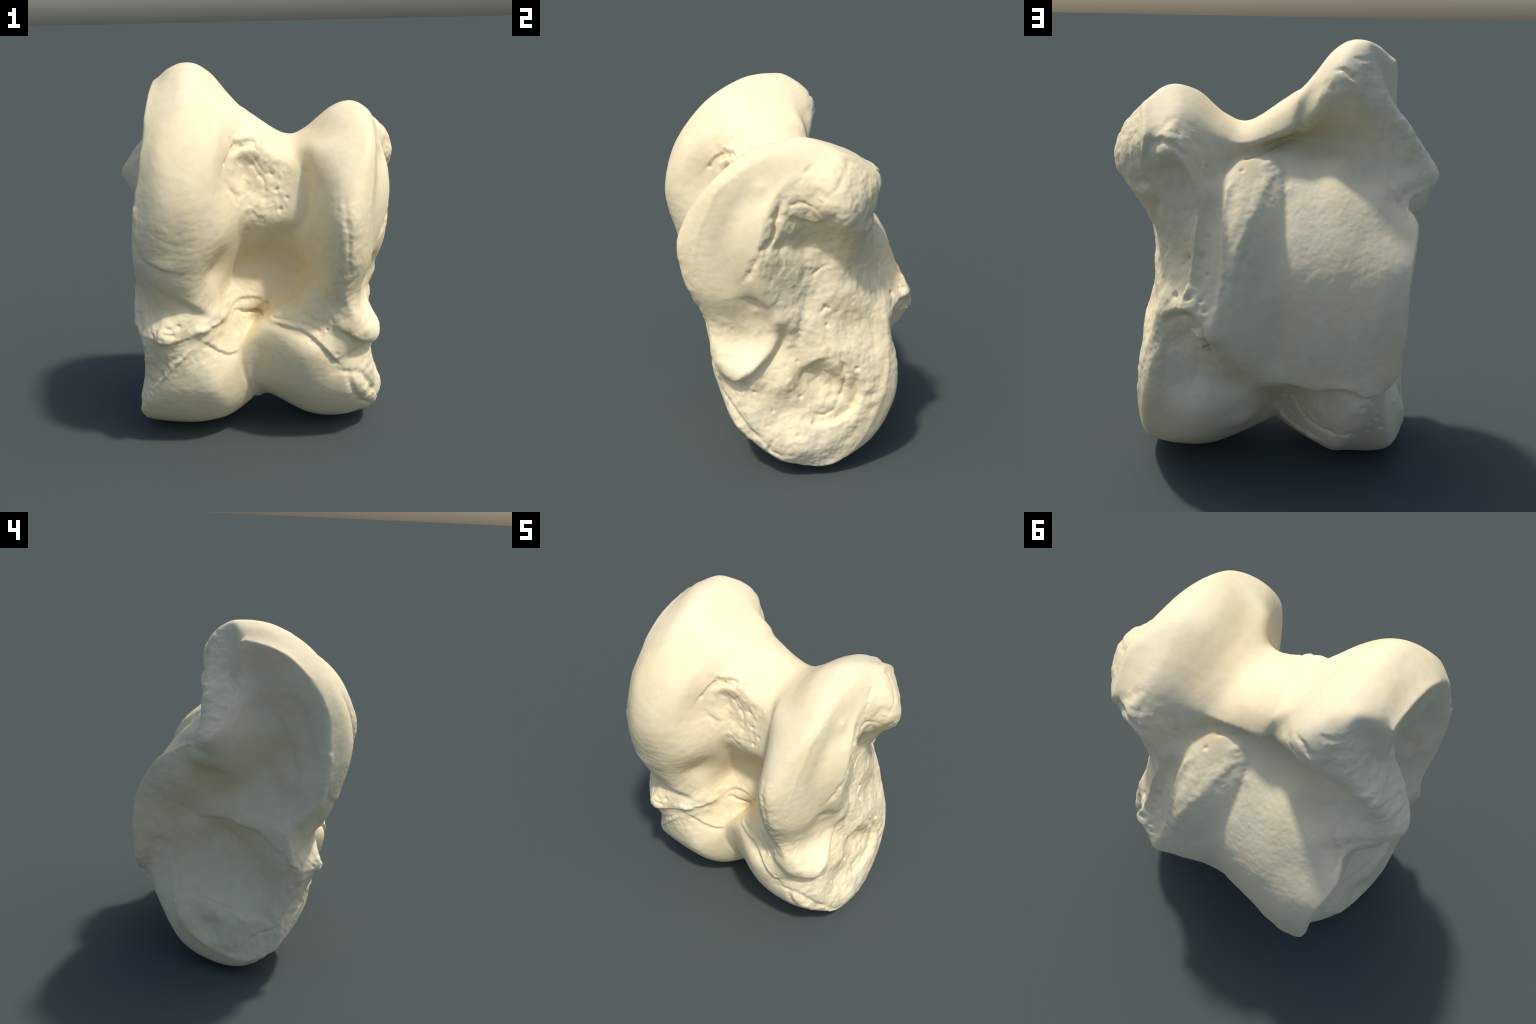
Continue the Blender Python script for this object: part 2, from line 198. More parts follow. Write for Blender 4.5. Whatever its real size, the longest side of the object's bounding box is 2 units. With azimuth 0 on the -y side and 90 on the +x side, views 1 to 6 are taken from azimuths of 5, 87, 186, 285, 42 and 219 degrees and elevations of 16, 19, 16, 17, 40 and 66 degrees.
LEDGES = {
    'patch_rim': (0.02, 0.014, (-1, 0, 0.5), [(-0.122, -0.405, 1.542), (-0.099, -0.348, 1.599), (-0.069, -0.294, 1.627), (0.016, -0.248, 1.626), (0.093, -0.241, 1.571)]),
    'roller_lip_ridge': (0.022, 0.012, (0, 0, 1), [(-0.52, -0.585, 1.158), (-0.499, -0.584, 1.108), (-0.445, -0.601, 1.076), (-0.385, -0.597, 1.05), (-0.335, -0.588, 1.044)]),
    'roller_lip': (0.045, 0.042, (0, 0, 1), [(-0.394, -0.531, 0.906), (-0.328, -0.514, 0.864), (-0.261, -0.479, 0.799), (-0.199, -0.413, 0.749)]),
    'shoulder_ridge': (0.034, 0.02, (0, 0, 1), [(-0.537, -0.484, 0.667), (-0.464, -0.521, 0.656), (-0.378, -0.512, 0.65), (-0.296, -0.471, 0.665)]),
    'condyle_lip': (0.018, 0.012, (0, 0, 1), [(-0.27, -0.461, 0.651), (-0.208, -0.406, 0.584), (-0.143, -0.346, 0.524), (-0.098, -0.309, 0.52), (-0.068, -0.29, 0.556)]),
    'neck_arch': (0.022, 0.012, (0, 0, 1), [(-0.128, -0.248, 0.741), (-0.097, -0.201, 0.773), (-0.044, -0.185, 0.781), (0.019, -0.183, 0.775), (0.071, -0.185, 0.737)]),
    'cross_ridge': (0.018, 0.014, (0, 0, 1), [(0.095, -0.329, 0.696), (0.18, -0.368, 0.682), (0.271, -0.385, 0.664), (0.345, -0.415, 0.608), (0.402, -0.407, 0.544), (0.46, -0.376, 0.473)]),
    'lip_edge': (0.026, 0.018, (0, 0, 1), [(0.386, -0.393, 0.714), (0.458, -0.406, 0.686), (0.532, -0.385, 0.632), (0.608, -0.291, 0.577)]),
    'knob_under_edge': (0.024, 0.014, (0, 0, 1), [(0.657, -0.037, 1.46), (0.625, 0.044, 1.424), (0.641, 0.116, 1.412), (0.704, 0.166, 1.454)]),
    'hollow_ledge_top': (0.03, 0.012, (0, 0, 1), [(0.597, 0.027, 1.187), (0.562, 0.09, 1.156), (0.543, 0.154, 1.176)]),
    'band_crease': (0.02, 0.006, (0, 0, 1), [(0.611, -0.299, 1.024), (0.634, -0.23, 1.029), (0.649, -0.161, 1.005), (0.635, -0.108, 0.959)]),
    'cup_rim': (0.038, 0.034, (0, -0.6, 0.8), [(0.634, -0.093, 0.916), (0.593, -0.073, 0.815), (0.586, -0.104, 0.736), (0.605, -0.152, 0.686), (0.64, -0.218, 0.641), (0.611, -0.295, 0.587), (0.482, -0.371, 0.539)]),
    'pit_brow': (0.03, 0.022, (0, -0.3, 1), [(0.605, 0.01, 0.571), (0.596, 0.084, 0.655), (0.618, 0.153, 0.687), (0.621, 0.201, 0.704)]),
    'rim_furrow': (0.03, 0.02, (0, 1, -0.6), [(0.609, 0.276, 0.643), (0.597, 0.323, 0.531), (0.599, 0.313, 0.42), (0.613, 0.252, 0.346), (0.626, 0.162, 0.323), (0.633, 0.068, 0.329)]),
    'arch_lip': (0.036, 0.035, (0, 0, 1), [(0.465, 0.51, 0.757), (0.427, 0.518, 0.83), (0.342, 0.613, 0.888), (0.288, 0.642, 0.875), (0.244, 0.657, 0.826), (0.22, 0.616, 0.746), (0.199, 0.565, 0.639)]),
    'rim_crease_lip': (0.02, 0.012, (0.2, 0, 1), [(0.113, 0.175, 1.517), (0.03, 0.101, 1.545), (-0.066, 0.162, 1.607), (-0.142, 0.16, 1.667)]),
    'facet_low_edge': (0.032, 0.022, (0, 0, 1), [(-0.046, 0.49, 0.526), (-0.163, 0.482, 0.519), (-0.274, 0.467, 0.491), (-0.379, 0.485, 0.472), (-0.446, 0.499, 0.454), (-0.505, 0.51, 0.491), (-0.559, 0.506, 0.561)]),
    'knob_back_edge': (0.022, 0.014, (0.5, 0, 1), [(0.533, 0.438, 1.582), (0.47, 0.425, 1.589), (0.405, 0.454, 1.573), (0.345, 0.424, 1.52)]),
    'ledge': (0.04, 0.028, (0, 0, 1), [(-0.484, 0.214, 0.929), (-0.461, 0.154, 0.884), (-0.467, 0.057, 0.886), (-0.494, -0.037, 0.889), (-0.507, -0.102, 0.867), (-0.527, -0.193, 0.864), (-0.567, -0.267, 0.835), (-0.592, -0.316, 0.806)]),
    'pad_rim': (0.03, 0.018, (0, 0, -1), [(-0.61, 0.238, 0.353), (-0.587, 0.213, 0.408), (-0.57, 0.131, 0.428), (-0.569, 0.033, 0.409), (-0.585, -0.082, 0.394), (-0.598, -0.167, 0.365), (-0.588, -0.264, 0.363), (-0.592, -0.338, 0.334)]),
}
AREAS = {
    'ligament_patch': ((0.056, -0.27, 1.398), (0.171, 0.006, -0.027), (0.024, -0.034, 0.252), -0.008, 0.4),
    'socket': ((0.594, 0.154, 0.541), (0.018, 0.097, 0.054), (-0.01, -0.057, 0.153), -0.03, 0.7),
    'socket_pad': ((0.598, 0.147, 0.423), (-0.004, 0.081, 0.04), (-0.013, -0.019, 0.055), 0.01, 0.8),
    'oval_pad': ((-0.62, -0.054, 0.285), (-0.011, 0.232, -0.007), (-0.025, -0.001, -0.146), 0.006, 0.3),
    'arched_facet': ((0.365, 0.539, 0.612), (-0.151, 0.005, -0.009), (-0.015, 0.055, 0.254), -0.022, 0.5),
    'neck_slot': ((-0.001, -0.167, 0.7), (0.058, -0.044, 0.008), (0.004, -0.002, 0.019), -0.024, 0.9),
}
PITS = [
    ((0.063, -0.18, 0.747), 0.01, 0.03),
    ((-0.36, -0.512, 0.734), 0.013, 0.02),
    ((-0.426, -0.531, 0.696), 0.012, 0.012),
    ((-0.465, -0.514, 0.702), 0.012, 0.012),
    ((-0.389, -0.526, 0.688), 0.012, 0.012),
    ((-0.441, -0.531, 0.672), 0.012, 0.012),
    ((-0.405, -0.523, 0.722), 0.012, 0.012),
    ((0.432, -0.397, 0.553), 0.009, 0.01),
    ((0.523, -0.348, 0.561), 0.009, 0.01),
    ((0.299, -0.411, 0.62), 0.009, 0.01),
    ((0.385, -0.396, 0.677), 0.009, 0.01),
    ((0.336, -0.387, 0.677), 0.009, 0.01),
    ((-0.046, -0.294, 1.613), 0.013, 0.012),
    ((-0.069, -0.317, 1.583), 0.013, 0.012),
    ((0.048, -0.265, 1.466), 0.013, 0.012),
    ((0.13, -0.265, 1.381), 0.013, 0.012),
    ((0.104, -0.257, 1.455), 0.013, 0.012),
    ((0.179, -0.268, 1.344), 0.013, 0.012),
    ((-0.025, -0.267, 1.175), 0.013, 0.012),
    ((0.146, -0.278, 1.281), 0.013, 0.012),
    ((0.602, 0.016, 0.47), 0.012, 0.016),
    ((0.633, 0.083, 0.326), 0.012, 0.016),
    ((0.616, 0.211, 0.343), 0.012, 0.016),
    ((0.57, 0.155, 0.951), 0.012, 0.016),
    ((0.58, 0.161, 0.852), 0.012, 0.016),
    ((0.597, 0.01, 0.67), 0.012, 0.016),
    ((0.568, 0.172, 0.94), 0.012, 0.016),
    ((0.601, 0.307, 0.613), 0.012, 0.016),
    ((0.355, 0.45, 1.151), 0.01, 0.014),
    ((0.314, 0.504, 1.079), 0.01, 0.014),
    ((0.302, 0.534, 1.058), 0.01, 0.014),
    ((0.332, 0.604, 0.931), 0.01, 0.014),
    ((0.335, 0.57, 0.928), 0.01, 0.014),
    ((0.374, 0.47, 1.052), 0.01, 0.014),
    ((0.584, -0.29, 0.519), 0.012, 0.01),
    ((0.611, -0.218, 0.512), 0.012, 0.01),
    ((0.618, -0.126, 0.409), 0.012, 0.01),
    ((0.637, -0.158, 0.332), 0.012, 0.01),
    ((0.648, -0.038, 0.31), 0.012, 0.01),
    ((0.663, -0.001, 0.277), 0.012, 0.01),
    ((0.355, 0.468, 1.086), 0.016, 0.022),
    ((0.274, 0.515, 1.107), 0.016, 0.022),
    ((0.388, 0.524, 0.928), 0.015, 0.022),
    ((0.314, 0.616, 0.952), 0.015, 0.022),
    ((0.337, 0.459, 1.162), 0.01, 0.012),
    ((0.253, 0.476, 1.183), 0.01, 0.012),
    ((0.437, 0.397, 1.145), 0.01, 0.012),
    ((0.239, 0.555, 1.038), 0.01, 0.012),
    ((0.312, 0.473, 1.273), 0.01, 0.012),
    ((0.259, 0.613, 0.937), 0.01, 0.012),
    ((0.236, 0.631, 0.9), 0.01, 0.012),
    ((0.473, 0.411, 0.967), 0.01, 0.012),
    ((0.289, 0.339, 1.466), 0.012, 0.016),
    ((0.215, 0.302, 1.433), 0.012, 0.016),
    ((0.14, 0.307, 1.446), 0.012, 0.016),
    ((0.122, 0.232, 1.486), 0.012, 0.012),
    ((-0.441, 0.483, 0.397), 0.014, 0.012),
    ((-0.477, 0.393, 0.318), 0.014, 0.012),
    ((-0.505, 0.398, 0.346), 0.014, 0.012),
    ((-0.484, 0.479, 0.42), 0.014, 0.012),
    ((-0.531, 0.352, 0.281), 0.014, 0.012),
    ((-0.467, 0.354, 0.262), 0.014, 0.012),
    ((-0.023, 0.273, 0.388), 0.012, 0.01),
    ((-0.114, 0.289, 0.379), 0.012, 0.01),
    ((-0.074, 0.253, 0.364), 0.012, 0.01),
    ((-0.523, 0.129, 0.49), 0.01, 0.01),
    ((-0.527, 0.037, 0.456), 0.01, 0.01),
    ((-0.513, -0.035, 0.466), 0.01, 0.01),
    ((-0.417, -0.521, 0.725), 0.01, 0.01),
    ((-0.484, -0.51, 0.686), 0.01, 0.01),
    ((-0.436, -0.517, 0.615), 0.01, 0.01),
    ((-0.405, -0.531, 0.695), 0.01, 0.01),
    ((-0.557, 0.255, 1.333), 0.013, 0.014),
    ((-0.58, 0.213, 1.354), 0.013, 0.014),
    ((-0.6, 0.277, 1.291), 0.013, 0.014),
    ((-0.621, 0.179, 1.332), 0.013, 0.014),
    ((-0.077, -0.301, 1.627), 0.014, 0.016),
    ((-0.083, -0.329, 1.581), 0.014, 0.016),
    ((-0.118, -0.392, 1.536), 0.014, 0.016),
]

# ---- broad swells and hollows: centre, radius, height along the normal or a shift (x, y, z)
SWELLS = {
    "bowl_under_spur": ((-.55, .05, 1.18), .10, -.040),
    "dish_hollow": ((-.50, -.38, 1.22), .06, -.030),
    "facet_shoulder": ((-.48, .42, 1.20), .15, (0, -.018, 0)),
    "facet_corner": ((-.59, .32, 1.17), .12, (.006, -.050, 0)),
    "under_knob": ((.28, .43, 1.43), .085, (0, -.036, 0)),
    "spur_root": ((-.62, .10, 1.28), .085, (-.036, .012, .01)),
    "lip_front": ((.50, -.42, .72), .10, .014),
    "lobe": ((.65, -.20, .64), .07, .005),
    "shoulder": ((-.45, -.53, .67), .08, .016),
    "lateral_roller": ((.42, -.36, 1.52), .16, .014),
    "lateral_roller_low": ((.46, -.52, 1.28), .13, .012),
    "roller_inner_wall": ((-.13, -.40, .99), .11, (-.040, 0, 0)),
    "roller_end": ((-.24, -.49, .84), .10, (0, .026, 0)),
    "patch_foot": ((.02, -.21, 1.09), .08, (0, -.026, 0)),
    "fossa_side": ((.33, -.34, 1.12), .09, -.020),
    "band_end": ((.62, -.20, .98), .08, -.026),
    "rim_hollow": ((.655, -.05, 1.31), .06, -.020),
    "heel_corner": ((-.36, .47, .46), .12, (0, .024, .055)),
    "heel_corner_low": ((-.50, .46, .44), .10, (0, 0, .040)),
    "arch_roof": ((.10, .36, .30), .11, (0, .022, -.018)),
    "strip_back": ((.39, .50, 1.05), .12, -.016),
    "knob_nub": ((.61, .39, 1.355), .05, -.028),
    "pad_dimple": ((-.593, .059, .32), .05, .012),
    "lip_trim": ((.28, .66, .85), .09, (0, -.016, 0)),
    "strip_top": ((.27, .45, 1.28), .09, (0, -.022, 0)),
    "spur_tip": ((-.68, .06, 1.42), .08, (-.012, .026, 0)),
    "pad_level": ((-.60, .05, .30), .16, -.010),
    "vale_below_knob": ((.40, .50, .72), .08, -.014),
}
# ---- spots melted smooth before the detail goes on: centre, radius
MELT = [((.05, -.22, 1.12), .15), ((.19, -.25, 1.36), .08), ((.60, .38, 1.30), .09), ((-.22, .46, 1.08), .22), ((-.36, .50, .85), .2),
        ((.36, .47, 1.12), .15), ((.38, .44, 1.34), .10), ((-.47, -.57, 1.5), .09), ((-.5, -.62, 1.3), .11), ((-.48, -.5, 1.68), .07), ((-.55, .13, .36), .10)]


# ------------------------------------------------------------------ loft
NT,NS,NR=12,10,28   # samples per span
def cr_matrix(n,k,closed):
    """Catmull-Rom weights: rows of samples x n controls"""
    spans=n if closed else n-1
    rows=[]
    for i in range(spans):
        for j in range(k):
            t=j/k
            w=np.array([-t+2*t*t-t**3,2-5*t*t+3*t**3,t+4*t*t-3*t**3,-t*t+t**3])/2
            r=np.zeros(n)
            for m,ww in zip((i-1,i,i+1,i+2),w):
                if closed:r[m%n]+=ww
                elif m<0: r[0]+=2*ww;r[1]-=ww
                elif m>=n: r[n-1]+=2*ww;r[n-2]-=ww
                else:r[m]+=ww
            rows.append(r)
    if not closed:
        r=np.zeros(n);r[-1]=1;rows.append(r)
    return np.array(rows)
def rbf_matrix(yz_src,yz_dst,lam=1e-4):
    """thin plate spline: linear map from src values to dst values"""
    def U(a,b):
        d=((a[:,None]-b[None])**2).sum(-1);return .5*d*np.log(d+1e-12)
    n=len(yz_src);K=U(yz_src,yz_src)+lam*np.eye(n);Pm=np.c_[np.ones(n),yz_src]
    A=np.block([[K,Pm],[Pm.T,np.zeros((3,3))]])
    R=np.c_[U(yz_dst,yz_src),np.ones(len(yz_dst)),yz_dst]
    return (R@np.linalg.inv(A))[:,:n]
def build(L,MED,LAT,CEN,nt=NT,ns=NS,nr=NR):
    loops=np.array(list(L.values())) # S,T,3
    Wt=cr_matrix(loops.shape[1],nt,True);Ws=cr_matrix(loops.shape[0],ns,False)
    G=np.einsum('as,bt,stk->abk',Ws,Wt,loops) # A,B,3
    A,B=G.shape[:2]
    V=[G.reshape(-1,3)];F=[]
    idx=np.arange(A*B).reshape(A,B)
    a=idx[:-1];b=idx[1:];r=lambda q:np.roll(q,-1,1)
    F.append(np.stack([a,r(a),r(b),b],-1).reshape(-1,4))
    off=A*B
    for side,C,c,row in (('med',MED,CEN['med'],0),('lat',LAT,CEN['lat'],A-1)):
        rim=G[row]
        rho=np.linspace(1,0,nr+1)[1:-1]
        yz=np.array(c)+rho[:,None,None]*(rim[None,:,1:]-np.array(c))
        q=np.concatenate([yz.reshape(-1,2),[c]])
        step=max(1,nt//3)
        src=np.concatenate([rim[::step,1:],C[:,:2]]);val=np.concatenate([rim[::step,0],C[:,2]])
        M=rbf_matrix(src,np.concatenate([q,rim[:,1:]]))
        x=M@val
        res=rim[:,0]-x[len(q):]
        xi=x[:-B-1].reshape(len(rho),B)+res[None]*np.clip(1-(1-rho)*8,0,1)[:,None]
        v=np.concatenate([np.c_[xi.reshape(-1),yz.reshape(-1,2)],[[x[len(q)-1],*c]]])
        n=len(rho)
        idc=np.concatenate([idx[row][None],off+np.arange(n*B).reshape(n,B)])
        a=idc[:-1];b=idc[1:]
        f=np.stack([a,r(a),r(b),b],-1).reshape(-1,4)
        if row==0:f=f[:,::-1]
        F.append(f)
        last=idc[-1];cen=off+n*B
        f=np.stack([last,np.roll(last,-1),np.full(B,cen),np.full(B,cen)],-1)
        if row==0:f=f[:,[1,0,2,3]]
        F.append(f)
        V.append(v);off+=len(v)
    return np.concatenate(V),np.concatenate(F),G

# ------------------------------------------------------------------ noise
def hash_grad(ix, iy, iz, seed):
    h = (ix * 374761393 + iy * 668265263 + iz * 2147483647 + seed * 144269504) & 0xFFFFFFFF
    h = ((h ^ (h >> 13)) * 1274126177) & 0xFFFFFFFF
    h = ((h ^ (h >> 16)) * 2246822519) & 0xFFFFFFFF
    h = h ^ (h >> 15)
    return ((h & 1023) / 511.5 - 1, ((h >> 10) & 1023) / 511.5 - 1, ((h >> 20) & 1023) / 511.5 - 1)


def gnoise(P, seed=0):
    """gradient noise, about -1..1"""
    I = np.floor(P).astype(np.int64)
    f = P - I
    w = f * f * f * (f * (f * 6 - 15) + 10)
    out = np.zeros(len(P))
    for dx in (0, 1):
        for dy in (0, 1):
            for dz in (0, 1):
                gx, gy, gz = hash_grad(I[:, 0] + dx, I[:, 1] + dy, I[:, 2] + dz, seed)
                d = gx * (f[:, 0] - dx) + gy * (f[:, 1] - dy) + gz * (f[:, 2] - dz)
                k = (w[:, 0] if dx else 1 - w[:, 0]) * (w[:, 1] if dy else 1 - w[:, 1]) * (w[:, 2] if dz else 1 - w[:, 2])
                out += k * d
    return out * 1.3


def fbm(P, freq, octaves=3, seed=0, gain=.5):
    a, s = 1.0, 0
    out = np.zeros(len(P))
    for o in range(octaves):
        out += a * gnoise(P * freq * 2.03 ** o + 17.3 * o, seed + o)
        a *= gain
    return out


def band(x, lo, hi, soft):
    """1 inside lo..hi, falling to 0 over `soft` outside"""
    return np.clip(np.minimum((x - lo) / soft + 1, (hi - x) / soft + 1), 0, 1)


def near(P, pts, r):
    """soft 1..0 mask around a polyline"""
    d = polyline_distance(P, np.array(pts, float))
    t = np.clip(1.6 - d / r, 0, 1)
    return t * t * (3 - 2 * t)


def polyline_distance(P, C):
    best = np.full(len(P), 9e9)
    if len(C) == 1:
        return np.linalg.norm(P - C[0], axis=1)
    for a, b in zip(C[:-1], C[1:]):
        ab = b - a
        t = np.clip((P - a) @ ab / (ab @ ab + 1e-12), 0, 1)
        best = np.minimum(best, np.linalg.norm(P - a - t[:, None] * ab, axis=1))
    return best


def polyline_side(P, C, side, N):
    """distance to the polyline and signed offset from it across the surface, positive towards `side`"""
    best, sgn = np.full(len(P), 9e9), np.zeros(len(P))
    for a, b in zip(C[:-1], C[1:]):
        ab = b - a
        t = np.clip((P - a) @ ab / (ab @ ab + 1e-12), 0, 1)
        q = P - a - t[:, None] * ab
        d = np.linalg.norm(q, axis=1)
        across = np.cross(N, ab / (np.linalg.norm(ab) + 1e-9))
        across *= np.where(across @ side < 0, -1, 1)[:, None]
        s = (q * across).sum(1)
        m = d < best
        best[m], sgn[m] = d[m], s[m]
    return best, sgn


def smooth_line(pts, per=5):
    """open Catmull-Rom through the stroke's points"""
    C = np.array(pts, float)
    return C if len(C) < 3 else cr_matrix(len(C), per, False) @ C


# ------------------------------------------------------------------ mesh
def mesh_arrays(me):
    V = np.empty(len(me.vertices) * 3, np.float32)
    me.vertices.foreach_get("co", V)
    Q = np.empty(len(me.loops), np.int32)
    me.loops.foreach_get("vertex_index", Q)
    return V.reshape(-1, 3).astype(float), Q.reshape(-1, 4)


def vertex_normals(V, Q):
    n = np.cross(V[Q[:, 2]] - V[Q[:, 0]], V[Q[:, 3]] - V[Q[:, 1]])
    N = np.stack([np.bincount(Q.ravel(), np.repeat(n[:, k], 4), len(V)) for k in range(3)], 1)
    return N / (np.linalg.norm(N, axis=1, keepdims=True) + 1e-12)


class Fairing:
    def __init__(self, Q, n):
        E = np.unique(np.sort(np.concatenate([Q[:, [0, 1]], Q[:, [1, 2]], Q[:, [2, 3]], Q[:, [3, 0]]]), 1), axis=0)
        self.a, self.b, self.n = np.concatenate([E[:, 0], E[:, 1]]), np.concatenate([E[:, 1], E[:, 0]]), n
        self.deg = np.bincount(self.a, minlength=n)[:, None]

    def mean(self, X):
        return np.stack([np.bincount(self.a, X[self.b, k], self.n) for k in range(X.shape[1])], 1) / self.deg

    def taubin(self, V, w, rounds, lam=.55, mu=-.56):
        for _ in range(rounds):
            V = V + lam * w * (self.mean(V) - V)
            V = V + mu * w * (self.mean(V) - V)
        return V


def lofted_body():
    V, F, G = build(L, MED, LAT, CEN, nt=16, ns=12, nr=44)
    me = bpy.data.meshes.new("rough_loft")
    me.from_pydata(V.tolist(), [], [tuple(dict.fromkeys(f)) for f in F.tolist()])
    me.update()
    ob = bpy.data.objects.new("rough_loft", me)
    bpy.context.collection.objects.link(ob)
    mod = ob.modifiers.new("even_grid", "REMESH")
    mod.mode, mod.voxel_size, mod.adaptivity = "VOXEL", VOXEL, 0
    bpy.context.view_layer.update()
    ev = ob.evaluated_get(bpy.context.evaluated_depsgraph_get())
    out = ev.to_mesh()
    P, Q = mesh_arrays(out)
    ev.to_mesh_clear()
    bpy.data.objects.remove(ob)
    bpy.data.meshes.remove(me)
    # where on the loft every new vertex lies: loop number s, node number t, or an end face
    nS, nT = len(L), 24
    Vs, _, Gs = build(L, MED, LAT, CEN, nt=8, ns=6, nr=20)
    A, B = Gs.shape[:2]
    kd = kdtree.KDTree(len(Vs))
    for i, v in enumerate(Vs):
        kd.insert(v, i)
    kd.balance()
    idx = np.array([kd.find(p)[1] for p in P])
    loft = idx < A * B
    s = np.where(loft, (idx // B) / 6.0, 0)
    t = np.where(loft, (idx % B) / 8.0, 0)
    half = A * B + (len(Vs) - A * B) // 2
    end = np.where(loft, 0, np.where(idx < half, 1, 2))       # 1 medial face, 2 lateral face
    return P, Q, s, t, end


def roughness(P, s, t, end):
    y, z = P[:, 1], P[:, 2]
    wrap = lambda lo, hi, soft: np.maximum(band(t, lo, hi, soft), band(t - 24, lo, hi, soft))
    body = end == 0
    R = np.zeros(len(P))
    zones = [  # strength, s from-to, t from-to
        (.75, -1, 13, 8.2, 10.2), (.9, -1, .7, 7.2, 11.6), (.7, -1, 2.2, 20.8, 23.7), (.12, 2.4, 9, 21.4, 23.4),
        (.8, 9.2, 13, 17.5, 23.2), (.8, 10.6, 13, 21, 24.6), (.65, -1, 5, 14.7, 16.2), (.9, 11.4, 13, 10.6, 14.5), (.5, 9, 13, 16.6, 17.6)]
    for k, a, b, c, d in zones:
        R = np.maximum(R, k * band(s, a, b, .5) * wrap(c, d, .5) * body)
    lat = end == 2
    R = np.maximum(R, lat * .85)
    med = end == 1
    R = np.maximum(R, med * (.12 + .4 * band(z, .1, .78, .1)))
    R = np.maximum(R, med * .8 * band(y, -.8, -.38, .08) * band(z, .2, .98, .08))
    R = np.maximum(R, med * .6 * band(y, .28, .8, .06) * band(z, .75, 1.4, .1))
    for name, r, k in (("patch_fissure", .10, 1.), ("patch_fissure2", .10, 1.), ("patch_groove", .05, .9), ("crest_rough_rim", .05, .8), ("shoulder_ridge", .07, .9), ("crest_rough_shelf", .06, .8), ("heel_crack", .06, .6)):
        R = np.maximum(R, k * near(P, (STROKES.get(name) or LEDGES[name])[-1], r))
    R = np.maximum(R, .8 * near(P, [AREAS["ligament_patch"][0]], .13))
    for name, r in (("cup_rim", .045), ("roller_lip", .03), ("pad_rim", .02)):
        R = R * (1 - .8 * near(P, (STROKES.get(name) or LEDGES[name])[-1], r))
    R = R * (1 - .9 * near(P, STROKES['band_hollow'][2], .09))
    return R


